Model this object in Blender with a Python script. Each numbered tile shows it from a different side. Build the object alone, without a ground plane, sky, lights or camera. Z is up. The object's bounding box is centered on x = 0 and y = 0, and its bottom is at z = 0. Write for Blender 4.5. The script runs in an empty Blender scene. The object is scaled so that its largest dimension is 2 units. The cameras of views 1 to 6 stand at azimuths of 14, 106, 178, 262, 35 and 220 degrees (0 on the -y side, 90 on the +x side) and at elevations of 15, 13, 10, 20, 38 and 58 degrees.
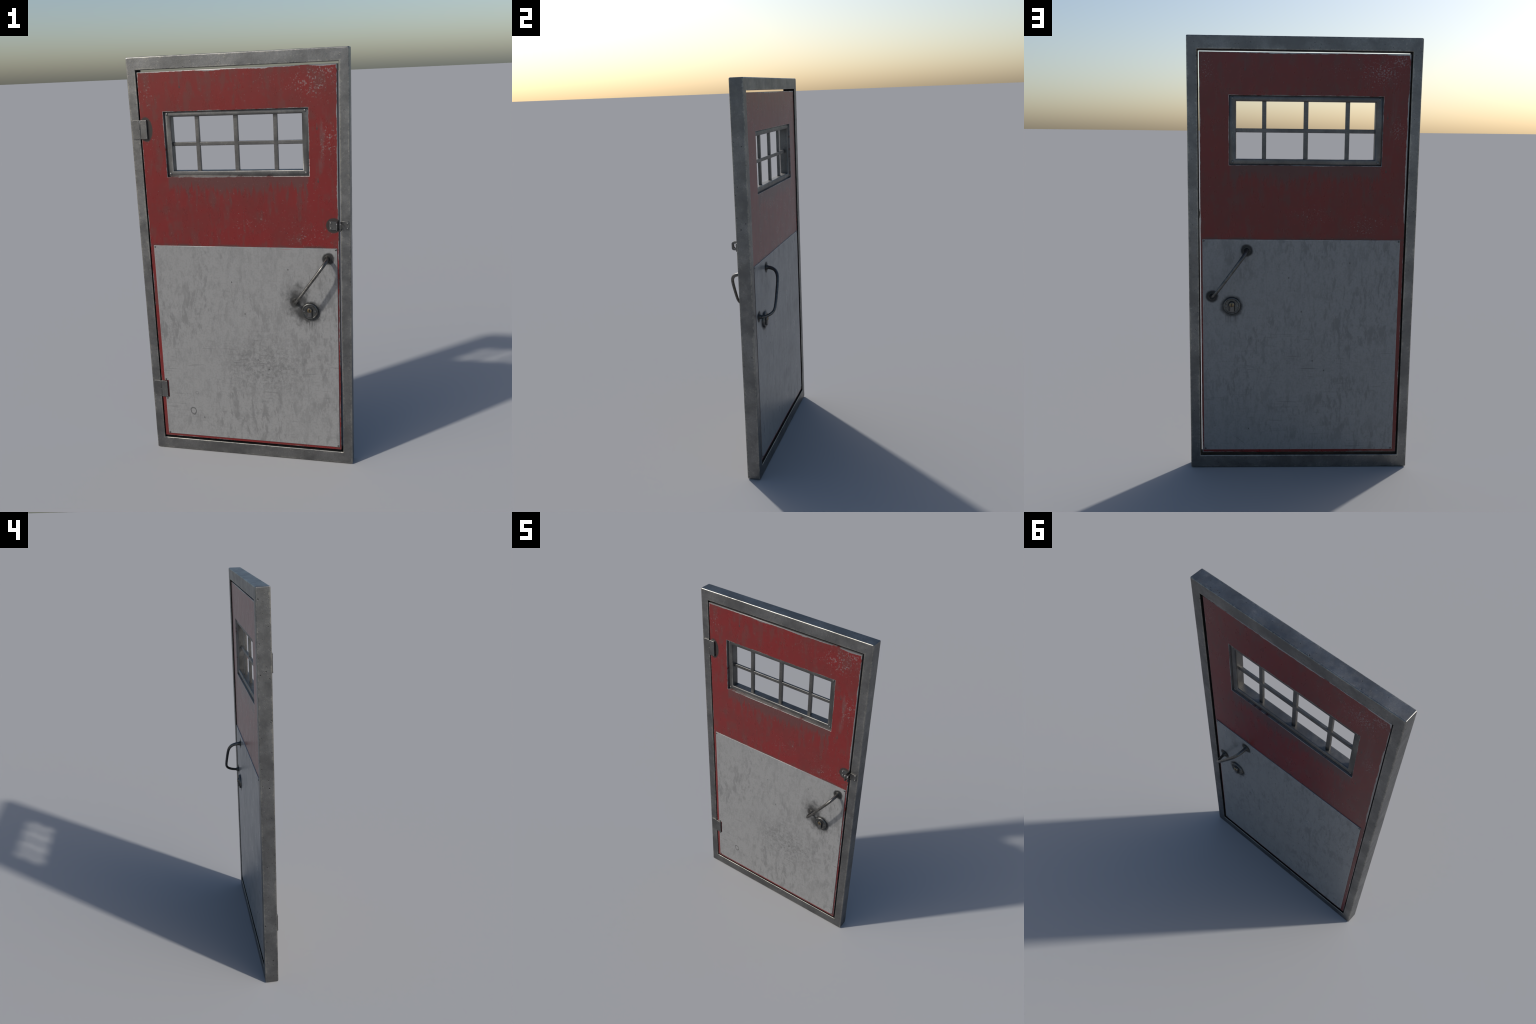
"""Weathered steel security door: grey frame, red upper leaf with a barred window,
bare sheet-metal kick plates, tubular pull handles, a round lock, hasp latch and two hinges."""
import bpy, bmesh, math, random
from mathutils import Vector, Matrix

random.seed(7)
COL = bpy.context.scene.collection

# ------------------------------------------------------------------ sizes (metres)
FRAME_OUT = (-0.5172, 0.5172, 0.0, 2.0)
FRAME_IN = (-0.4724, 0.4712, 0.0612, 1.9408)
FRAME_Y = (-0.0290, 0.0388)
LEAF = (-0.4667, 0.4632, 0.0730, 1.9312)
LEAF_Y = (-0.0290, 0.0328)
WIN = (-0.351, 0.3325, 1.4435, 1.748)      # hole in the leaf = outside of the window frame
WIN_IN = (-0.3195, 0.3020, 1.4708, 1.7232)  # clear opening
WIN_Y = (-0.0205, 0.0262)
PLATE = (-0.448, 0.4545, 0.0885, 1.1070)
PLATE_T = 0.0034
HINGE_Z = (1.669, 0.343)
LATCH_Z = 1.2145
LOCK = (0.3212, 0.7985)


# ------------------------------------------------------------------ node expressions
class G:
    """Tiny expression builder: wraps sockets of one material's node tree."""

    def __init__(self, name):
        self.mat = bpy.data.materials.new(name)
        self.mat.use_nodes = True
        self.nt = self.mat.node_tree
        self.nt.nodes.clear()
        self.out = self.nt.nodes.new("ShaderNodeOutputMaterial")
        self.bsdf = self.nt.nodes.new("ShaderNodeBsdfPrincipled")
        self.nt.links.new(self.bsdf.outputs[0], self.out.inputs[0])
        tc = self.nt.nodes.new("ShaderNodeTexCoord")
        self.coord = tc.outputs["Object"]
        sp = self.nt.nodes.new("ShaderNodeSeparateXYZ")
        self.nt.links.new(self.coord, sp.inputs[0])
        self.x, self.y, self.z = (V(self, s) for s in sp.outputs)

    def put(self, sock, v):
        if isinstance(v, V):
            self.nt.links.new(v.s, sock)
        elif hasattr(v, "is_linked"):
            self.nt.links.new(v, sock)
        else:
            if sock.type == 'RGBA' and len(v) == 3:
                v = (*v, 1.0)
            sock.default_value = v

    def math(self, op, a, b=0.0, c=0.0):
        n = self.nt.nodes.new("ShaderNodeMath")
        n.operation = op
        for i, v in enumerate((a, b, c)):
            self.put(n.inputs[i], v)
        return V(self, n.outputs[0])

    def vec(self, x, y, z):
        n = self.nt.nodes.new("ShaderNodeCombineXYZ")
        for i, v in enumerate((x, y, z)):
            self.put(n.inputs[i], v)
        return n.outputs[0]

    def noise(self, vec, scale=5.0, detail=3.0, rough=0.5, dist=0.0):
        n = self.nt.nodes.new("ShaderNodeTexNoise")
        self.put(n.inputs["Vector"], vec)
        n.inputs["Scale"].default_value = scale
        n.inputs["Detail"].default_value = detail
        n.inputs["Roughness"].default_value = rough
        n.inputs["Distortion"].default_value = dist
        return V(self, n.outputs[0])

    def voronoi(self, vec, scale, feature='F1', rand=1.0):
        n = self.nt.nodes.new("ShaderNodeTexVoronoi")
        n.feature = feature
        self.put(n.inputs["Vector"], vec)
        n.inputs["Scale"].default_value = scale
        n.inputs["Randomness"].default_value = rand
        return n

    def ramp(self, v, a, b):
        """smooth 0..1 as v goes from a to b (a may exceed b)"""
        n = self.nt.nodes.new("ShaderNodeMapRange")
        n.interpolation_type = 'SMOOTHSTEP'
        self.put(n.inputs[0], v)
        lo, hi, t0, t1 = (a, b, 0.0, 1.0) if a < b else (b, a, 1.0, 0.0)
        n.inputs[1].default_value, n.inputs[2].default_value = lo, hi
        n.inputs[3].default_value, n.inputs[4].default_value = t0, t1
        return V(self, n.outputs[0])

    def mix(self, f, a, b):
        n = self.nt.nodes.new("ShaderNodeMix")
        n.data_type = 'RGBA'
        self.put(n.inputs[0], f)
        self.put(n.inputs[6], a)
        self.put(n.inputs[7], b)
        return n.outputs[2]

    def mixf(self, f, a, b):
        return f * (b - a) + a if isinstance(f, V) else a

    def dist(self, ax, az, cx, cz, sx=1.0, sz=1.0):
        dx, dz = (ax - cx) * (1 / sx), (az - cz) * (1 / sz)
        return self.math('SQRT', dx * dx + dz * dz)

    def bump(self, h, strength, dist=0.002, normal=None):
        n = self.nt.nodes.new("ShaderNodeBump")
        n.inputs["Strength"].default_value = strength
        n.inputs["Distance"].default_value = dist
        self.put(n.inputs["Height"], h)
        if normal is not None:
            self.put(n.inputs["Normal"], normal)
        return n.outputs[0]

    def finish(self, color, rough, metal=0.0, normal=None, spec=0.5):
        b = self.bsdf.inputs
        self.put(b["Base Color"], color)
        self.put(b["Roughness"], rough)
        self.put(b["Metallic"], metal)
        b["Specular IOR Level"].default_value = spec
        if normal is not None:
            self.put(b["Normal"], normal)
        return self.mat


class V:
    def __init__(self, g, s):
        self.g, self.s = g, s

    def __add__(self, o): return self.g.math('ADD', self, o)
    __radd__ = __add__
    def __mul__(self, o): return self.g.math('MULTIPLY', self, o)
    __rmul__ = __mul__
    def __sub__(self, o): return self.g.math('SUBTRACT', self, o)
    def __rsub__(self, o): return self.g.math('SUBTRACT', o, self)
    def min(self, o): return self.g.math('MINIMUM', self, o)
    def max(self, o): return self.g.math('MAXIMUM', self, o)
    def abs(self): return self.g.math('ABSOLUTE', self)
    def gt(self, o): return self.g.math('GREATER_THAN', self, o)
    def lt(self, o): return self.g.math('LESS_THAN', self, o)
    def sat(self): return self.min(1.0).max(0.0)


def facing_coords(g):
    """u = sideways coordinate as seen by someone facing that side; front = 1 on the front."""
    front = g.y.lt(0.002)
    sgn = front * 2.0 - 1.0
    u = g.x * sgn
    off = front * 3.7
    return u, front, off


# ------------------------------------------------------------------ materials
def steel(name, base=(0.196, 0.196, 0.193), rough=0.42, pits=True, gap=None):
    g = G(name)
    c = g.coord
    cloud = g.noise(c, 8.0, 5.0, 0.62)
    fine = g.noise(c, 190.0, 3.0, 0.65)
    grit = g.noise(c, 90.0, 5.0, 0.75)
    tone = lambda k: tuple(v * k for v in base)
    col = g.mix(g.ramp(cloud, 0.34, 0.68), tone(0.77), tone(1.17))
    col = g.mix(g.ramp(fine, 0.40, 0.66) * 0.30, col, tone(0.66))
    warm = (base[0] * 2.0, base[1] * 1.92, base[2] * 1.70)
    speck = g.ramp(grit, 0.565, 0.70) * g.ramp(cloud, 0.40, 0.60)
    col = g.mix(speck * 0.62, col, warm)
    rubs = g.ramp(g.noise(g.vec(g.x * 3.0, g.y * 3.0, g.z * 0.25 + g.x), 60.0, 3.0, 0.7), 0.60, 0.72)
    col = g.mix(rubs * 0.35, col, tone(0.52))
    h = fine * 0.22 + grit * 0.25 + g.noise(c, 30.0, 3.0, 0.6) * 0.8
    metal = 1.0
    r = g.noise(c, 26.0, 5.0, 0.68) * 0.40 + (rough - 0.19)
    if pits:
        for scale, share, r0, r1 in ((28.0, 0.20, 0.040, 0.062), (64.0, 0.40, 0.055, 0.085)):
            vo = g.voronoi(c, scale)
            vcol = g.nt.nodes.new("ShaderNodeSeparateColor")
            g.nt.links.new(vo.outputs["Color"], vcol.inputs[0])
            pick = V(g, vcol.outputs[0]).gt(share)
            size = V(g, vcol.outputs[1]) * r1 + r0
            pit = g.ramp(V(g, vo.outputs["Distance"]) - size, 0.022, -0.022) * pick
            col = g.mix(pit * 0.80, col, (0.030, 0.030, 0.029))
            h = h - pit * 1.3
    if gap:
        # arrises rubbed bright: distance to the nearest edge of whichever face this is
        eo = rect_edge(g, g.x, g.z, *FRAME_OUT)
        ei = rect_edge(g, g.x, g.z, *gap) * -1.0
        ey = (FRAME_Y[1] - FRAME_Y[0]) / 2 - (g.y - (FRAME_Y[0] + FRAME_Y[1]) / 2).abs()
        edge = eo.min(ei).max(ey)
        worn = g.ramp(edge - (grit - 0.5) * 0.03 - (cloud - 0.5) * 0.02, 0.0075, 0.0010)
        col = g.mix(worn * 0.42, col, warm)
        # frame reveal painted almost black: shade of the narrow gap baked into the colour
        e = rect_edge(g, g.x, g.z, *gap).abs()
        inner = g.ramp(e, 0.0016, 0.0008) * g.ramp((g.y - 0.0049).abs(), 0.0325, 0.0315)
        col = g.mix(inner * 0.92, col, (0.018, 0.018, 0.0175))
        r = r + inner * 0.3
    return g.finish(col, r, metal, g.bump(h, 0.35, 0.0016))


def dark_metal(name, base, rough, metal=1.0):
    g = G(name)
    n = g.noise(g.coord, 60.0, 3.0, 0.6)
    col = g.mix(g.ramp(n, 0.35, 0.65), tuple(k * 0.8 for k in base), tuple(k * 1.2 for k in base))
    return g.finish(col, n * 0.2 + (rough - 0.1), metal, g.bump(n, 0.1, 0.0005))


def rect_edge(g, u, z, x0, x1, z0, z1):
    """distance inside a rectangle to its border (negative outside)"""
    return (u - x0).min(x1 - u).min((z - z0).min(z1 - z))


def red_paint():
    g = G("worn_red_paint")
    u, front, off = facing_coords(g)
    z = g.z
    P = g.vec(u, off, z)
    Pv = g.vec(u, off, z * 0.22)            # stretched down the door
    # --- faded red
    cloud = g.noise(P, 5.0, 4.0, 0.6)
    streak = g.noise(Pv, 34.0, 4.0, 0.62)
    red = g.mix(g.ramp(cloud, 0.35, 0.68), (0.146, 0.0098, 0.0095), (0.120, 0.0142, 0.0128))
    fade = g.ramp(streak * 0.55 + g.noise(P, 15.0, 5.0, 0.65) * 0.45, 0.50, 0.60)
    red = g.mix(fade * 0.52, red, (0.094, 0.030, 0.026))
    mottled = g.ramp(g.noise(P, 130.0, 3.0, 0.65), 0.58, 0.72)
    red = g.mix(mottled * 0.35, red, (0.100, 0.034, 0.032))
    # --- run-off of dirt below the window: ragged hanging streaks
    wx0 = front * (WIN[0] - (-WIN[1])) + (-WIN[1])
    wx1 = front * (WIN[1] - (-WIN[0])) + (-WIN[0])
    below = WIN[2] - z
    comb = g.noise(g.vec(u, off, 0.0), 85.0, 3.0, 0.7)
    swell = g.noise(g.vec(u, off, 4.0), 7.0, 2.0, 0.5)
    length = (comb - 0.36) * 0.20 + (swell - 0.3) * 0.13
    inside = g.ramp((u - wx0).min(wx1 - u), -0.004, 0.012)
    run = g.ramp(below - length, 0.010, -0.010) * g.ramp(below, -0.002, 0.002) * inside
    far = g.ramp(streak, 0.47, 0.62) * g.ramp(below, 0.22, 0.03) * g.ramp(below, -0.002, 0.002) * inside
    red = g.mix((run * 0.86).max(far * 0.6), red, (0.082, 0.031, 0.029))
    # dirt line where the kick plate begins
    line = g.ramp(z, 1.122, 1.108) * g.ramp(z, 1.100, 1.106) * g.ramp(g.noise(P, 9.0, 3.0), 0.35, 0.65)
    red = g.mix(line * 0.8, red, (0.045, 0.033, 0.030))
    # --- dents with a drip above them
    for cx, cz, ln in ((-0.262, 1.858, 0.055), (0.372, 1.418, 0.02), (0.371, 1.655, 0.03)):
        d = g.dist(u, z, cx, cz, 1.0, 1.5)
        red = g.mix(g.ramp(d, 0.0055, 0.002) * 0.85, red, (0.035, 0.030, 0.028))
        drip = g.ramp((u - cx).abs(), 0.0042, 0.002) * g.ramp(z, cz - 0.002, cz + 0.006) * g.ramp(z, cz + ln, cz + ln * 0.6)
        red = g.mix(drip * 0.5, red, (0.085, 0.040, 0.038))
    # --- long pale rub marks on the lock stile
    rub = g.ramp((u - 0.395 + (z - 1.62) * -0.06).abs(), 0.018, 0.006) * g.ramp(z, 1.44, 1.50) * g.ramp(z, 1.80, 1.74)
    red = g.mix(rub * g.ramp(streak, 0.38, 0.6) * 0.55, red, (0.120, 0.050, 0.048))

    # --- dark rounded patches behind hinge and hasp (front only)
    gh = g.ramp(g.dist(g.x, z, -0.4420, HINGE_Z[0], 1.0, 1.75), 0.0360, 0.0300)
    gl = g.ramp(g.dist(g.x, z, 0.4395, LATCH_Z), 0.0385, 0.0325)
    dark_patch = (gh.max(gl)) * front
    red = g.mix(dark_patch * 0.96, red, (0.021, 0.020, 0.018))

    # --- bare metal: worn edges and chipped patches
    ragged = g.noise(P, 38.0, 4.0, 0.7)
    slow = g.noise(P, 6.0, 2.0, 0.5)
    lx0 = front * (LEAF[0] + LEAF[1]) - LEAF[1]
    lx1 = front * (LEAF[1] + LEAF[0]) - LEAF[0]
    e_out = rect_edge(g, u, z, lx0, lx1, LEAF[2], LEAF[3])
    e_win = rect_edge(g, u, z, wx0, wx1, WIN[2], WIN[3]) * -1.0
    # worn most along the middle of the top edge, its far corner and the lock edge below it
    near_top = g.ramp(z, LEAF[3] - 0.03, LEAF[3] - 0.012)
    heavy = g.ramp((u - 0.00).abs(), 0.19, 0.12).max(g.ramp(u, 0.33, 0.38)) * near_top
    heavy = heavy.max(g.ramp(u, 0.42, 0.44) * g.ramp(z, 1.78, 1.72) * g.ramp(z, 1.15, 1.25))
    width = (ragged - 0.36) * 0.012 + (slow - 0.5) * 0.014 + heavy * 0.0046 - 0.0002
    edge = g.ramp(e_out - width, 0.0012, -0.0012)
    edge_w = g.ramp(e_win - (ragged - 0.38) * 0.010 - (slow - 0.5) * 0.010, 0.001, -0.001)
    grain = g.noise(P, 125.0, 4.0, 0.70)
    patch = None
    for cx, cz, sx, sz, amt in ((0.345, 1.855, 0.14, 0.090, 0.74), (0.420, 1.90, 0.07, 0.05, 0.85),
                                (0.420, 1.600, 0.050, 0.095, 0.66), (-0.425, 1.85, 0.05, 0.10, 0.55),
                                (0.14, 1.86, 0.06, 0.05, 0.4), (0.30, 1.17, 0.14, 0.07, 0.48),
                                (0.05, 1.22, 0.16, 0.05, 0.42), (-0.39, 1.60, 0.05, 0.06, 0.30)):
        w = g.ramp(g.dist(u, z, cx, cz, sx, sz) + slow * 0.9, 1.75, 0.5) * amt
        patch = w if patch is None else patch.max(w)
    chips = g.ramp(grain + patch * (0.185 - front * 0.035), 0.640, 0.740)
    stray = g.ramp(g.noise(P, 60.0, 3.0, 0.75), 0.73, 0.77)
    bare = edge.max(edge_w).max(chips * 0.55).max(stray * 0.25)
    bare = bare * (1.0 - dark_patch)
    col = g.mix(bare, red, (0.30, 0.285, 0.28))
    rough = g.mixf(bare.max(dark_patch), g.noise(g.vec(u, off, z * 0.5), 24.0, 4.0, 0.6) * 0.16 + 0.21, 0.38)
    h = g.noise(P, 30.0, 4.0, 0.6) * 0.5 + g.noise(P, 180.0, 2.0, 0.6) * 0.12 - bare * 0.35
    return g.finish(col, rough, bare * 0.75, g.bump(h, 0.17, 0.0012))


def bare_sheet():
    g = G("scuffed_sheet_metal")
    u, front, off = facing_coords(g)
    z = g.z
    back = 1.0 - front
    P = g.vec(u, off, z)
    Pv = g.vec(u, off, z * 0.33)
    Ph = g.vec(u * 0.05, off, z)
    base = (0.222, 0.222, 0.220)
    # wavy vertical water stains
    s1 = g.noise(Pv, 25.0, 4.0, 0.60, 0.7)
    s2 = g.noise(Pv, 75.0, 4.0, 0.68, 0.4)
    stain = g.ramp(s1 * 0.55 + s2 * 0.45, 0.485, 0.595)
    zone = g.ramp(g.noise(P, 3.2, 2.0, 0.5) + u * 0.10, 0.36, 0.60)
    col = g.mix(stain * (zone * (0.62 - front * 0.06) + 0.20), base, (0.140, 0.140, 0.139))
    fine = g.noise(P, 110.0, 4.0, 0.7)
    col = g.mix(g.ramp(fine, 0.46, 0.66) * 0.34, col, (0.135, 0.135, 0.134))
    mid = g.noise(g.vec(u, off, z * 0.6), 42.0, 4.0, 0.65)
    col = g.mix(g.ramp(mid, 0.50, 0.62) * 0.24, col, (0.130, 0.130, 0.129))
    # contour-like rims of dried puddles
    rim = g.ramp((g.noise(Pv, 11.0, 3.0, 0.5, 0.8) - 0.52).abs(), 0.016, 0.004)
    col = g.mix(rim * 0.18, col, (0.125, 0.125, 0.124))
    # scuffed, kicked area in the lower middle
    kick = g.ramp(g.dist(u, z, 0.10, 0.50, 0.30, 0.20), 1.15, 0.1)
    scuff = g.ramp(g.noise(P, 75.0, 5.0, 0.75), 0.42, 0.62) * kick
    col = g.mix(scuff * (front * 0.42 + 0.18), col, (0.085, 0.085, 0.084))
    # near-horizontal scratches
    sc = g.noise(Ph, 120.0, 2.0, 0.6)
    line = g.ramp(sc, 0.59, 0.67) * g.ramp(g.noise(P, 7.0, 2.0, 0.5), 0.44, 0.58)
    low = g.ramp(z, 0.78, 0.60)
    col = g.mix(line * low * (kick * 0.35 + 0.40), col, (0.105, 0.105, 0.105))
    # vertical nicks
    vl = g.ramp(g.noise(g.vec(u, off, z * 0.04), 110.0, 2.0, 0.6), 0.64, 0.72) * g.ramp(g.noise(P, 8.0, 2.0), 0.52, 0.62)
    col = g.mix(vl * 0.40, col, (0.13, 0.13, 0.13))
    # small dark nicks
    for cx, cz in ((0.055, 0.532), (0.11, 0.485), (-0.243, 0.195), (-0.06, 0.93), (0.0, 0.77), (0.22, 1.0)):
        col = g.mix(g.ramp(g.dist(u, z, cx, cz, 1.0, 1.5), 0.0042, 0.0015) * 0.8, col, (0.04, 0.04, 0.04))
    # ring marks left low on the front
    wob = g.noise(P, 26.0, 1.0, 0.5) * 0.012 - 0.006
    ring = g.ramp((g.dist(g.x, z, -0.2990, 0.2285) + wob * 2.6 - 0.0175).abs(), 0.0038, 0.0010)
    ring = ring.max(g.ramp((g.dist(g.x, z, -0.2750, 0.3310) - 0.0078).abs(), 0.0022, 0.0006) * 0.55)
    ring = ring.max(g.ramp((g.x + 0.2945 + (z - 0.30) * 0.06).abs(), 0.0014, 0.0004) * g.ramp((z - 0.297).abs(), 0.042, 0.025) * 0.45)
    col = g.mix(ring * front * 0.90, col, (0.070, 0.070, 0.070))
    # soft-edged black discs round both handle feet and the lock; hand smudges on the front
    rag = (g.noise(P, 28.0, 4.0, 0.65) - 0.5)
    lx = front * (LOCK[0] + LOCK[0]) - LOCK[0]          # lock centre in facing coordinates
    hx0 = front * (0.4115 + 0.253) - 0.253              # upper foot
    hx1 = front * (0.2535 + 0.4125) - 0.4125            # lower foot
    g0 = g.ramp(g.dist(u, z, hx0, 1.0572) + rag * 0.012, 0.0330, 0.0235)
    g1 = g.ramp(g.dist(u, z, hx1, 0.8425) + rag * 0.014, 0.0340, 0.0230)
    gl = g.ramp(g.dist(u, z, lx, LOCK[1] - 0.003) + rag * 0.026, 0.0590, 0.0410)
    col = g.mix(g0.max(g1).max(gl * 0.85) * 0.97, col, (0.010, 0.010, 0.0097))
    hand = g.ramp(g.dist(g.x, z, 0.262, 0.862, 0.085, 0.075) + rag * 1.5, 1.05, 0.1)
    hand = hand.max(g.ramp(g.dist(g.x, z, 0.30, 0.795, 0.10, 0.075) + rag * 1.5, 1.05, 0.15))
    col = g.mix(hand * front * 0.95, col, (0.030, 0.030, 0.0295))
    # drips below the lock
    comb = g.noise(g.vec(u, off, 0.0), 150.0, 2.0, 0.6)
    under = (LOCK[1] - 0.030) - z
    drip = g.ramp((u - lx).abs(), 0.036, 0.022) * g.ramp(comb, 0.46, 0.60) * g.ramp(under, 0.0, 0.005) * g.ramp(under, 0.085, 0.015)
    col = g.mix(drip * 0.92, col, (0.055, 0.055, 0.054))
    # red smear by the upper edge, front
    smear = g.ramp((z - 1.1005 - u * -0.006).abs(), 0.0016, 0.0004) * g.ramp((u - 0.215).abs(), 0.035, 0.01) * front
    col = g.mix(smear * 0.6, col, (0.20, 0.08, 0.08))
    # one curved scratch low on the back
    cs = g.ramp((g.dist(g.x, z, 0.475, -0.10) - 0.305).abs(), 0.0014, 0.0004) * g.ramp(g.x, 0.325, 0.30) * g.ramp(g.x, 0.25, 0.27)
    col = g.mix(cs * back * 0.6, col, (0.08, 0.08, 0.08))
    # rubbed bright border
    px0 = front * (PLATE[0] + PLATE[1]) - PLATE[1]
    px1 = front * (PLATE[1] + PLATE[0]) - PLATE[0]
    e = rect_edge(g, u, z, px0, px1, PLATE[2], PLATE[3])
    shine = g.ramp(e - (g.noise(P, 22.0, 3.0, 0.6) - 0.45) * 0.010, 0.0022, 0.0004)
    col = g.mix(shine * 0.55, col, (0.38, 0.38, 0.38))
    rough = g.noise(Pv, 24.0, 4.0, 0.65) * 0.34 + 0.15 + g0.max(g1).max(gl) * 0.3
    h = s1 * 0.6 + fine * 0.10 - line * 0.25 - vl * 0.2
    return g.finish(col, rough, shine * 0.5, g.bump(h, 0.20, 0.0012))


M_FRAME = steel("galvanised_frame_steel", gap=FRAME_IN)
M_WIN = steel("window_steel", (0.152, 0.150, 0.146), 0.45, False)
M_HINGE = steel("hinge_steel", (0.165, 0.164, 0.160), 0.42, False)
M_LATCH = steel("latch_steel", (0.175, 0.173, 0.168), 0.40, False)
M_HANDLE = dark_metal("handle_steel", (0.125, 0.121, 0.114), 0.42)
M_LOCK = dark_metal("lock_steel", (0.112, 0.112, 0.108), 0.44)
M_FOOT = dark_metal("handle_foot_steel", (0.075, 0.074, 0.070), 0.55)
M_CYL = dark_metal("cylinder_steel", (0.165, 0.163, 0.158), 0.45)
M_BRASS = dark_metal("plug_brass", (0.235, 0.178, 0.105), 0.45)
M_BLACK = dark_metal("black_gap", (0.012, 0.012, 0.012), 0.7, 0.0)
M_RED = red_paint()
M_SHEET = bare_sheet()


# ------------------------------------------------------------------ building helpers
def link(ob, parent, mat=None):
    COL.objects.link(ob)
    ob.parent = parent
    if mat:
        ob.data.materials.append(mat)
    return ob


def mesh_from_bm(bm, name, weighted=True, angle=50):
    bmesh.ops.recalc_face_normals(bm, faces=bm.faces[:])
    me = bpy.data.meshes.new(name)
    bm.to_mesh(me)
    bm.free()
    me.shade_smooth()
    me.set_sharp_from_angle(angle=math.radians(angle))
    return me


def obj(name, me, parent, mat=None, weighted=True):
    ob = bpy.data.objects.new(name, me)
    if mat and not me.materials:
        me.materials.append(mat)
    COL.objects.link(ob)
    ob.parent = parent
    if weighted:
        w = ob.modifiers.new("weighted_normals", 'WEIGHTED_NORMAL')
        w.keep_sharp = True
    return ob


def rect_loops(loops, closed=True):
    """Skin a stack of rectangles (x0, x1, z0, z1, y) into a mitred ring."""
    bm = bmesh.new()
    rings = []
    for x0, x1, z0, z1, y in loops:
        rings.append([bm.verts.new((x, y, z)) for x, z in ((x0, z0), (x1, z0), (x1, z1), (x0, z1))])
    n = len(rings)
    for i in range(n if closed else n - 1):
        a, b = rings[i], rings[(i + 1) % n]
        for k in range(4):
            bm.faces.new((a[k], a[(k + 1) % 4], b[(k + 1) % 4], b[k]))
    return bm


def inset(r, d):
    return (r[0] + d, r[1] - d, r[2] + d, r[3] - d)


def rounded(r_edge, y_face, y_mid, rad, sign, steps=4):
    """quarter round from the face (y_face) to the side wall of rectangle r_edge; sign +1: wall is the
    outside of the ring, -1: wall is the inside of a hole"""
    out = []
    s = 1 if y_mid > y_face else -1
    for i in range(steps + 1):
        a = math.radians(90 * i / steps)
        d = rad * (1 - math.sin(a)) * sign
        out.append((*inset(r_edge, d), y_face + s * rad * (1 - math.cos(a))))
    return out


def ring_mesh(outer, inner, y0, y1, rad, rad_in=None):
    rad_in = rad_in or rad
    mid = (y0 + y1) / 2
    L = []
    L += rounded(outer, y0, mid, rad, 1)
    L += rounded(outer, y1, mid, rad, 1)[::-1]
    L += rounded(inner, y1, mid, rad_in, -1)
    L += rounded(inner, y0, mid, rad_in, -1)[::-1]
    return rect_loops(L)


def box_bm(x0, x1, y0, y1, z0, z1, bev=0.0015, seg=2):
    bm = bmesh.new()
    bmesh.ops.create_cube(bm, size=1.0)
    bmesh.ops.scale(bm, vec=(x1 - x0, y1 - y0, z1 - z0), verts=bm.verts)
    bmesh.ops.translate(bm, vec=((x0 + x1) / 2, (y0 + y1) / 2, (z0 + z1) / 2), verts=bm.verts)
    if bev:
        bmesh.ops.bevel(bm, geom=bm.edges[:], offset=bev, segments=seg, affect='EDGES', profile=0.5)
    return bm


def prism_bm(outline, y0, y1, bev=0.0, hole=None):
    """extrude an (x, z) outline along y"""
    bm = bmesh.new()
    vs = [bm.verts.new((x, y0, z)) for x, z in outline]
    f = bm.faces.new(vs)
    r = bmesh.ops.extrude_face_region(bm, geom=[f])
    bmesh.ops.translate(bm, vec=(0, y1 - y0, 0), verts=[v for v in r["geom"] if isinstance(v, bmesh.types.BMVert)])
    if bev:
        ed = [e for e in bm.edges if abs(e.verts[0].co.y - y1) < 1e-7 and abs(e.verts[1].co.y - y1) < 1e-7]
        bmesh.ops.bevel(bm, geom=ed, offset=bev, segments=2, affect='EDGES', profile=0.5)
    return bm


def lathe_bm(profile, segs=40):
    """profile of (radius, height); axis along -y (out of the front of the door)"""
    bm = bmesh.new()
    rows = []
    for r, h in profile:
        if r < 1e-6:
            rows.append([bm.verts.new((0, -h, 0))])
        else:
            rows.append([bm.verts.new((r * math.cos(2 * math.pi * k / segs), -h, r * math.sin(2 * math.pi * k / segs)))
                         for k in range(segs)])
    for a, b in zip(rows, rows[1:]):
        for k in range(segs):
            j = (k + 1) % segs
            if len(b) == 1 and len(a) == 1:
                continue
            if len(b) == 1:
                bm.faces.new((a[k], a[j], b[0]))
            elif len(a) == 1:
                bm.faces.new((a[0], b[j], b[k]))
            else:
                bm.faces.new((a[k], a[j], b[j], b[k]))
    return bm


def catmull(pts, n):
    out = []
    P = [pts[0]] + pts + [pts[-1]]
    for i in range(1, len(P) - 2):
        p0, p1, p2, p3 = P[i - 1], P[i], P[i + 1], P[i + 2]
        for k in range(n):
            t = k / n
            out.append(tuple(0.5 * (2 * b + (c - a) * t + (2 * a - 5 * b + 4 * c - d) * t * t
                                    + (3 * b - a - 3 * c + d) * t ** 3)
                             for a, b, c, d in zip(p0, p1, p2, p3)))
    out.append(pts[-1])
    return out


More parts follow.
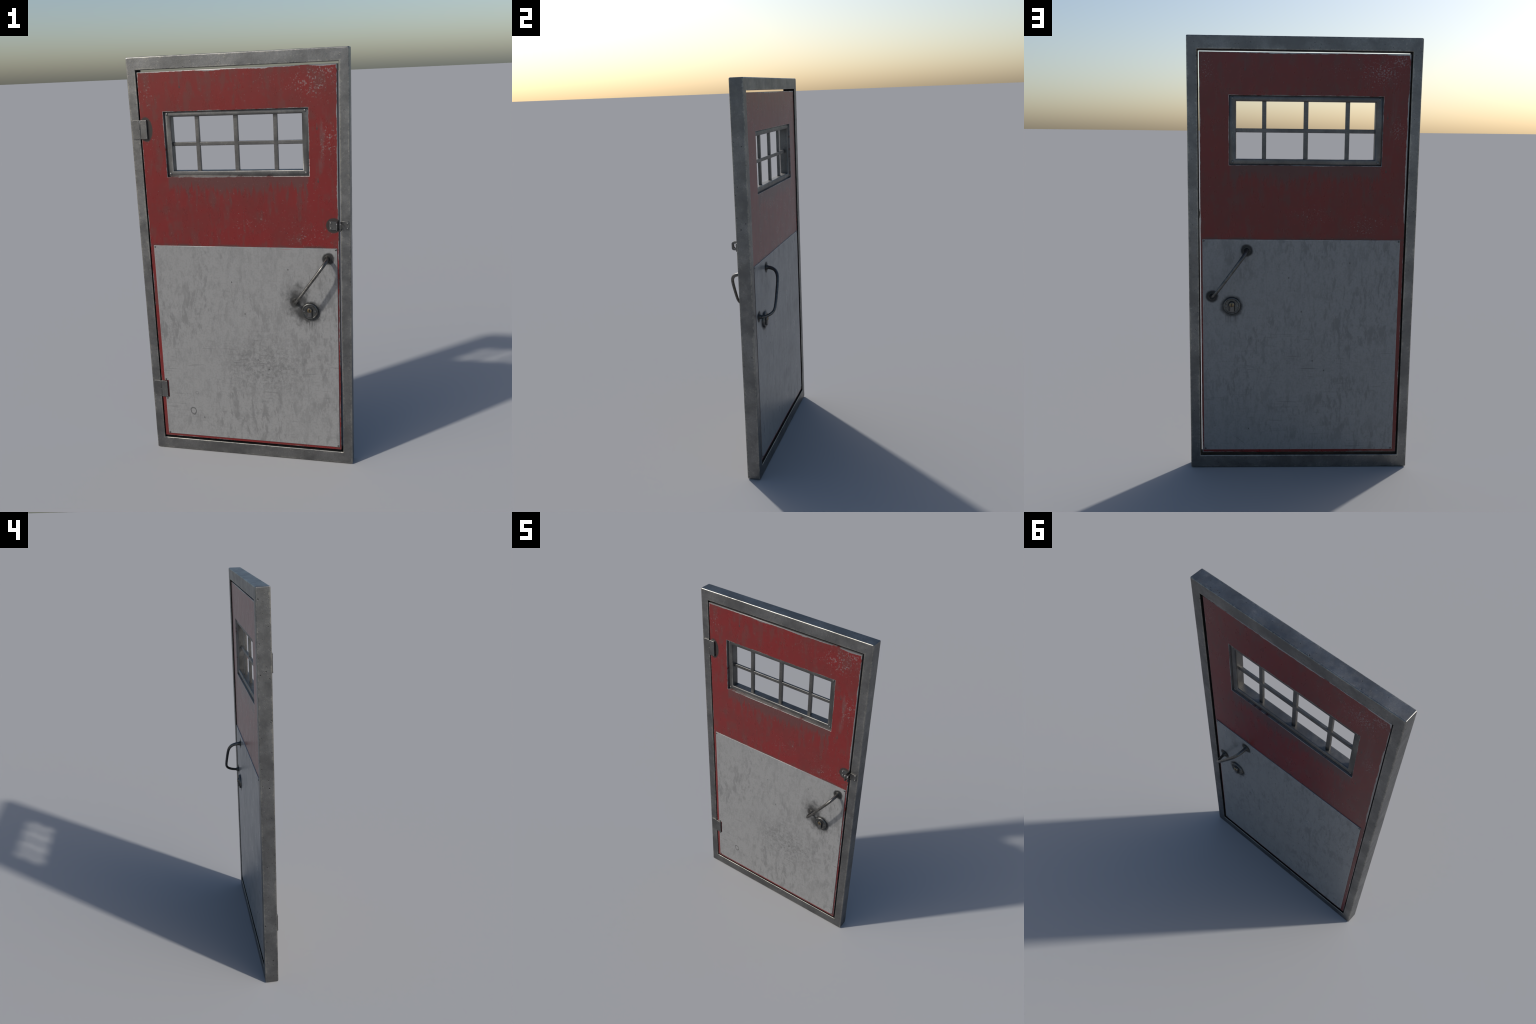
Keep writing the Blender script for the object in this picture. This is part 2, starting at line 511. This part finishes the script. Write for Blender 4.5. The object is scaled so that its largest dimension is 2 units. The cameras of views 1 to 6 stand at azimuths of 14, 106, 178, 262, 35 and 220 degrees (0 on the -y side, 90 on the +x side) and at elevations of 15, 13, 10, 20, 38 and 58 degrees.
def tube_bm(path, segs=20):
    """path of (Vector, radius); swept circle with rotation-minimising frames"""
    bm = bmesh.new()
    rows = []
    pts = [p for p, _ in path]
    side = None
    for i, (p, r) in enumerate(path):
        t = (pts[min(i + 1, len(pts) - 1)] - pts[max(i - 1, 0)]).normalized()
        if side is None:
            side = t.orthogonal().normalized()
        side = (side - t * side.dot(t)).normalized()
        up = t.cross(side)
        rows.append([bm.verts.new(p + (side * math.cos(2 * math.pi * k / segs) + up * math.sin(2 * math.pi * k / segs)) * r)
                     for k in range(segs)])
    for a, b in zip(rows, rows[1:]):
        for k in range(segs):
            j = (k + 1) % segs
            bm.faces.new((a[k], a[j], b[j], b[k]))
    bm.faces.new(rows[0][::-1])
    bm.faces.new(rows[-1])
    return bm


TURN = Matrix.Rotation(math.pi, 4, 'Z')


# ------------------------------------------------------------------ the thing
door = bpy.data.objects.new("metal_door", None)
COL.objects.link(door)
door["label"] = "weathered red and grey steel door with barred window"
door["category"] = "metal door"


def roughen(bm, cuts, amount, freq, keep=None):
    """subdivide long edges and push vertices about a little so that edges are not ruler straight"""
    from mathutils import noise
    bmesh.ops.subdivide_edges(bm, edges=[e for e in bm.edges if e.calc_length() > 0.25], cuts=cuts, use_grid_fill=True)
    for v in bm.verts:
        n = noise.noise_vector(v.co * freq)
        n2 = noise.noise_vector(v.co * freq * 3.1)
        d = (n + n2 * 0.5) * amount
        v.co += Vector((d.x, d.y * 0.6, d.z))
    return bm


# frame
bm = ring_mesh(FRAME_OUT, FRAME_IN, FRAME_Y[0], FRAME_Y[1], 0.0046, 0.0038)
corner = [e for e in bm.edges if all(abs(v.co.x) > 0.508 and (v.co.z < 0.01 or v.co.z > 1.99) for v in e.verts)
          and (e.verts[0].co - e.verts[1].co).length < 0.2]
bmesh.ops.bevel(bm, geom=corner, offset=0.0042, segments=3, affect='EDGES', profile=0.5)
roughen(bm, 60, 0.0005, 14.0)
for v in bm.verts:
    v.co.z = max(v.co.z, 0.0)
frame = obj("door_frame", mesh_from_bm(bm, "door_frame"), door, M_FRAME)

# leaf
bm = ring_mesh(LEAF, WIN, LEAF_Y[0], LEAF_Y[1], 0.0036, 0.0011)
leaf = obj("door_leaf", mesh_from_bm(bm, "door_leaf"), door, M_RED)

def rear_bow(px, pz):
    """the rear sheet stands a few millimetres proud around the lock"""
    return 0.0040 * math.exp(-((px - 0.20) / 0.11) ** 2 - ((pz - 0.83) / 0.22) ** 2)


# kick plates; the front one is notched round the lower hinge
x0, x1, z0, z1 = PLATE
hz = HINGE_Z[1]
front_outline = [(x0, z0), (x1, z0), (x1, z1), (x0, z1), (x0, hz + 0.0475), (-0.4265, hz + 0.0475),
                 (-0.4265, hz - 0.0460), (x0, hz - 0.0460)]
bm = prism_bm(front_outline, LEAF_Y[0] + 0.001, LEAF_Y[0] - PLATE_T, 0.0010)
obj("kick_plate", mesh_from_bm(bm, "kick_plate"), leaf, M_SHEET)
bm = prism_bm([(x0, z0), (x1, z0), (x1, z1), (x0, z1)], LEAF_Y[1] - 0.001, LEAF_Y[1] + PLATE_T, 0.0010)
bmesh.ops.subdivide_edges(bm, edges=[e for e in bm.edges if e.calc_length() > 0.3], cuts=40, use_grid_fill=True)
for v in bm.verts:
    if v.co.y > LEAF_Y[1]:
        v.co.y += rear_bow(v.co.x, v.co.z)
obj("kick_plate", mesh_from_bm(bm, "kick_plate_rear"), leaf, M_SHEET)

# small screws at the plate's corners and beside the hinge notch
screw_me = mesh_from_bm(lathe_bm([(0.0046, -0.001), (0.0046, 0.0006), (0.0034, 0.0016), (0, 0.0018)], 20), "plate_screw")
screw_me.materials.append(M_LOCK)
spots = [(x0 + 0.007, z0 + 0.0055), (x1 - 0.0068, z0 + 0.007), (x1 - 0.006, z1 - 0.0065), (x0 + 0.006, z1 - 0.0065)]
for px, pz in spots + [(-0.4395, hz - 0.0525), (-0.4395, hz + 0.0535)]:
    s = obj("plate_screw", screw_me, leaf, None, False)
    s.location = (px, LEAF_Y[0] - PLATE_T, pz)
for px, pz in spots:
    s = obj("plate_screw", screw_me, leaf, None, False)
    s.location = (px, LEAF_Y[1] + PLATE_T, pz)
    s.rotation_euler = (0, 0, math.pi)

# window frame: dished moulding on both sides with a plain reveal
mid = sum(WIN_Y) / 2
L = []
for y_face, y_wall in ((WIN_Y[0], -1), (WIN_Y[1], 1)):
    side = [(*inset(WIN, -0.0004), y_face + (0.005 if y_wall < 0 else -0.005)),
            (*inset(WIN, 0.0035), y_face + (0.0030 if y_wall < 0 else -0.0030)),
            (*inset(WIN, 0.0085), y_face + (0.0006 if y_wall < 0 else -0.0006)),
            (*inset(WIN, 0.0150), y_face),
            (*inset(WIN_IN, -0.0050), y_face + (0.0004 if y_wall < 0 else -0.0004)),
            (*inset(WIN_IN, -0.0022), y_face + (0.0016 if y_wall < 0 else -0.0016)),
            (*inset(WIN_IN, -0.0004), y_face + (0.0042 if y_wall < 0 else -0.0042)),
            (*inset(WIN_IN, 0.0), y_face + (0.0075 if y_wall < 0 else -0.0075))]
    L += side if y_wall < 0 else side[::-1]
win = obj("window_frame", mesh_from_bm(rect_loops(L), "window_frame", angle=60), leaf, M_WIN)
bump_me = mesh_from_bm(lathe_bm([(0.0062, -0.001), (0.0062, 0.0004), (0.0050, 0.0014), (0.0028, 0.0020), (0, 0.0022)], 24), "window_screw")
bump_me.materials.append(M_HINGE)
for px in ((WIN[0] + WIN_IN[0]) / 2 - 0.0005, (WIN[1] + WIN_IN[1]) / 2):
    for pz in ((WIN[2] + WIN_IN[2]) / 2, (WIN[3] + WIN_IN[3]) / 2):
        for y, rot in ((WIN_Y[0], 0), (WIN_Y[1], math.pi)):
            s = obj("window_screw", bump_me, win, None, False)
            s.location = (px, y, pz)
            s.rotation_euler = (0, 0, rot)

# bars: three uprights, one crosspiece a hair behind them
cx = (WIN_IN[0] + WIN_IN[1]) / 2
bm = box_bm(-0.0096, 0.0096, -0.0052, 0.0090, WIN_IN[2] - 0.002, WIN_IN[3] + 0.002, 0.0018, 2)
bar_me = mesh_from_bm(bm, "window_bar")
bar_me.materials.append(M_WIN)
for k in (-1, 0, 1):
    b = obj("window_bar", bar_me, win)
    b.location = (cx - 0.0008 + k * 0.1865, 0, 0)
    b.scale = (1.08 if k == 0 else 1.0, 1, 1)
bm = box_bm(WIN_IN[0] - 0.002, WIN_IN[1] + 0.002, -0.0046, 0.0096, 1.5869, 1.6049, 0.0026, 3)
obj("window_crossbar", mesh_from_bm(bm, "window_crossbar"), win, M_WIN)

# ------------------------------------------------------------------ handles (front, and turned round for the back)
PROFILE = [  # along the line between the feet, out from the door, radius
    (0.000, 0.028, 0.0090), (0.000, 0.045, 0.0086), (0.003, 0.065, 0.0080), (0.014, 0.085, 0.0076),
    (0.036, 0.0985, 0.0072), (0.067, 0.1050, 0.0069), (0.115, 0.1085, 0.0067), (0.165, 0.1108, 0.0065),
    (0.203, 0.1115, 0.0063), (0.226, 0.1085, 0.0061), (0.242, 0.1000, 0.0063), (0.2535, 0.0860, 0.0064),
    (0.2610, 0.0700, 0.0064), (0.2650, 0.0520, 0.0064), (0.2660, 0.0280, 0.0068)]
foot_me = mesh_from_bm(lathe_bm([(0.0170, -0.001), (0.0170, 0.0016), (0.0160, 0.0026), (0.0132, 0.0026), (0.0124, 0.0040),
                                 (0.0110, 0.0070), (0.0096, 0.0120), (0.0080, 0.0165)], 36), "handle_foot", angle=35)
foot_me.materials.append(M_FOOT)
for top, low, sgn in (((0.4105, 1.0572), (0.2530, 0.8425), -1), ((0.2530, 1.0565), (0.4125, 0.8425), 1)):
    A, B = Vector((top[0], 0, top[1])), Vector((low[0], 0, low[1]))
    ax = (B - A)
    length = ax.length
    ax.normalize()
    pts = catmull([(s * length / 0.266, d, r) for s, d, r in PROFILE], 5)
    path = [(A + ax * s + Vector((0, sgn * (d + 0.0012), 0)), r * 1.13) for s, d, r in pts]
    h = obj("pull_handle", mesh_from_bm(tube_bm(path), "pull_handle", angle=70), leaf, M_HANDLE, False)
    face = LEAF_Y[0] - PLATE_T if sgn < 0 else LEAF_Y[1] + PLATE_T
    for p in (A, B):
        f = obj("handle_foot", foot_me, h, None, False)
        f.location = (p.x, face + (rear_bow(p.x, p.z) if sgn > 0 else 0.0), p.z)
        if sgn > 0:
            f.rotation_euler = (0, 0, math.pi)

# ------------------------------------------------------------------ lock
rim_me = mesh_from_bm(lathe_bm([(0.0405, -0.001), (0.0405, 0.0050), (0.0392, 0.0085), (0.0368, 0.0108), (0.0345, 0.0112),
                                (0.0325, 0.0104), (0.0312, 0.0090), (0, 0.0090)], 56), "lock_rose", angle=40)
rim_me.materials.append(M_LOCK)


def keyhole(r, w, drop, n=28):
    """round head with a straight tongue hanging from it"""
    half = w / 2
    a0 = math.asin(min(1.0, half / r))
    pts = []
    for i in range(n + 1):
        a = -math.pi / 2 + a0 + (2 * math.pi - 2 * a0) * i / n
        pts.append((r * math.cos(a), r * math.sin(a)))
    c = 0.003
    pts += [(-half, -drop + c), (-half + c, -drop), (half - c, -drop), (half, -drop + c)]
    return pts


shade_plate_me = mesh_from_bm(prism_bm(keyhole(0.0165, 0.0275, 0.0415 - 0.0075), -0.0085, -0.0096), "lock_shade_plate")
shade_plate_me.materials.append(M_BLACK)  # thin black plate modelled as the occlusion shadow round the cylinder
body_me = mesh_from_bm(prism_bm(keyhole(0.0120, 0.0205, 0.0355), -0.0085, -0.0178, 0.0008), "lock_cylinder")
body_me.materials.append(M_CYL)
plug_me = mesh_from_bm(lathe_bm([(0.0108, 0.015), (0.0108, 0.0188), (0.0098, 0.0198), (0.0, 0.0198)], 32), "lock_plug")
plug_me.materials.append(M_BRASS)
slot_me = mesh_from_bm(prism_bm([(-0.0018, -0.0070), (0.0022, -0.0070), (0.0022, 0.0005), (0.0034, 0.0018), (0.0022, 0.0034),
                                 (0.0022, 0.0072), (-0.0018, 0.0072), (-0.0018, 0.0030), (-0.0032, 0.0016), (-0.0018, 0.0)],
                                -0.0190, -0.0201), "key_slot")
slot_me.materials.append(M_BLACK)
rose_screw_me = mesh_from_bm(lathe_bm([(0.0042, 0.008), (0.0042, 0.0098), (0.0030, 0.0106), (0, 0.0108)], 20), "rose_screw")
rose_screw_me.materials.append(M_CYL)
for face, rot in ((LEAF_Y[0] - PLATE_T, 0.0), (LEAF_Y[1] + PLATE_T, math.pi)):
    rose = obj("lock_rose", rim_me, leaf, None, False)
    rose.location = (LOCK[0], face + (rear_bow(*LOCK) * 0.7 if rot else 0.0), LOCK[1])
    rose.rotation_euler = (0, 0, rot)
    for nm, me, dx, dz in (("lock_shade_plate", shade_plate_me, 0, 0.0078), ("lock_cylinder", body_me, 0, 0.0078),
                           ("lock_plug", plug_me, 0, 0.0078), ("key_slot", slot_me, 0, 0.0078),
                           ("rose_screw", rose_screw_me, -0.0265, 0), ("rose_screw", rose_screw_me, 0.0265, 0)):
        o = obj(nm, me, rose, None, False)
        o.location = (dx, 0, dz)

# ------------------------------------------------------------------ hinges
hinge_rivet_me = mesh_from_bm(lathe_bm([(0.0022, -0.001), (0.0021, 0.0005), (0.0012, 0.0011), (0, 0.0013)], 16), "hinge_rivet")
hinge_rivet_me.materials.append(M_LATCH)
for hz in HINGE_Z:
    h0, h1 = hz - 0.0445, hz + 0.0445
    hinge = obj("hinge", mesh_from_bm(box_bm(-0.5050, -0.4715, -0.0345, -0.0265, h0, h1, 0.0014), "hinge_frame_leaf"), frame, M_HINGE)
    obj("hinge_leaf", mesh_from_bm(box_bm(-0.4660, -0.4340, -0.0374, -0.0255, h0, h1, 0.0014), "hinge_leaf"), hinge, M_HINGE)
    for px, py in ((-0.5010, -0.0345), (-0.4765, -0.0345), (-0.4615, -0.0374), (-0.4385, -0.0374)):
        for pz in (h0 + 0.0050, h1 - 0.0050):
            r = obj("hinge_rivet", hinge_rivet_me, hinge, None, False)
            r.location = (px, py, pz)
    # two knuckles on the pin: the upper belongs to the leaf, the lower to the frame
    for nm, kx, r, a, b in (("hinge_knuckle", -0.4694, 0.0031, hz, h1 - 0.0004), ("hinge_knuckle", -0.4700, 0.0037, h0 + 0.0004, hz - 0.001)):
        path = [(Vector((kx, -0.0325, a)), r * 0.86), (Vector((kx, -0.0325, a + 0.0006)), r),
                (Vector((kx, -0.0325, b - 0.0006)), r), (Vector((kx, -0.0325, b)), r * 0.86)]
        obj(nm, mesh_from_bm(tube_bm(path, 20), "hinge_knuckle", angle=40), hinge, M_HINGE, False)

# ------------------------------------------------------------------ hasp latch: two plates with staples side by side
rivet_me = mesh_from_bm(lathe_bm([(0.0048, -0.001), (0.0046, 0.0010), (0.0036, 0.0024), (0.0018, 0.0032), (0, 0.0034)], 24), "latch_rivet")
rivet_me.materials.append(M_LATCH)


def staple_bm(x0, x1, y_root, y_tip, half, width):
    """D-shaped eye standing out from the door, flat strip of the given width"""
    def dee(h, tip, n=7):
        r = min(h, 0.010)
        pts = [(y_root, -h)]
        for cy, cz, a0 in ((tip + r, -(h - r), -90), (tip + r, h - r, -180)):
            for i in range(n + 1):
                a = math.radians(a0 - 90 * i / n)
                pts.append((cy + r * math.cos(a), cz + r * math.sin(a)))
        pts.append((y_root, h))
        return pts
    outer, inner = dee(half, y_tip), dee(half - width, y_tip + width * 0.8)
    bm = bmesh.new()
    n = len(outer)
    V4 = [[bm.verts.new((x, y, LATCH_Z + z)) for y, z in ring] for ring in (outer, inner) for x in (x0, x1)]
    o0, o1, i0, i1 = V4
    for k in range(n - 1):
        bm.faces.new((o0[k], o0[k + 1], o1[k + 1], o1[k]))
        bm.faces.new((i0[k], i1[k], i1[k + 1], i0[k + 1]))
        bm.faces.new((o0[k], i0[k], i0[k + 1], o0[k + 1]))
        bm.faces.new((o1[k], o1[k + 1], i1[k + 1], i1[k]))
    for k in (0, n - 1):
        bm.faces.new((o0[k], o1[k], i1[k], i0[k]))
    return bm


def plate_outline(x0, x1, z0, z1, c, left):
    """rectangle with two snipped outer corners"""
    if left:
        return [(x0, z0 + c), (x0 + c * 0.35, z0 + c * 0.35), (x0 + c, z0), (x1, z0), (x1, z1), (x0 + c, z1), (x0 + c * 0.35, z1 - c * 0.35), (x0, z1 - c)]
    return [(x0, z0), (x1 - c, z0), (x1 - c * 0.35, z0 + c * 0.35), (x1, z0 + c), (x1, z1 - c), (x1 - c * 0.35, z1 - c * 0.35), (x1 - c, z1), (x0, z1)]


hz0, hz1 = LATCH_Z - 0.0205, LATCH_Z + 0.0210
for x0, x1, ys, xs, left, rx, par in ((0.4195, 0.4575, LEAF_Y[0], (0.4555, 0.4600), True, 0.4285, leaf),
                                      (0.4735, 0.5115, FRAME_Y[0], (0.4722, 0.4767), False, 0.5035, frame)):
    pl = obj("latch_plate", mesh_from_bm(prism_bm(plate_outline(x0, x1, hz0, hz1, 0.005, left), ys + 0.001, ys - 0.0052, 0.0010), "latch_plate"), par, M_LATCH)
    obj("latch_staple", mesh_from_bm(staple_bm(xs[0], xs[1], ys, -0.0665, 0.0205, 0.0080), "latch_staple", angle=40), pl, M_LATCH, False)
    for dz in (-0.0115, 0.0125):
        r = obj("latch_rivet", rivet_me, pl, None, False)
        r.location = (rx, ys - 0.0052, LATCH_Z + dz)
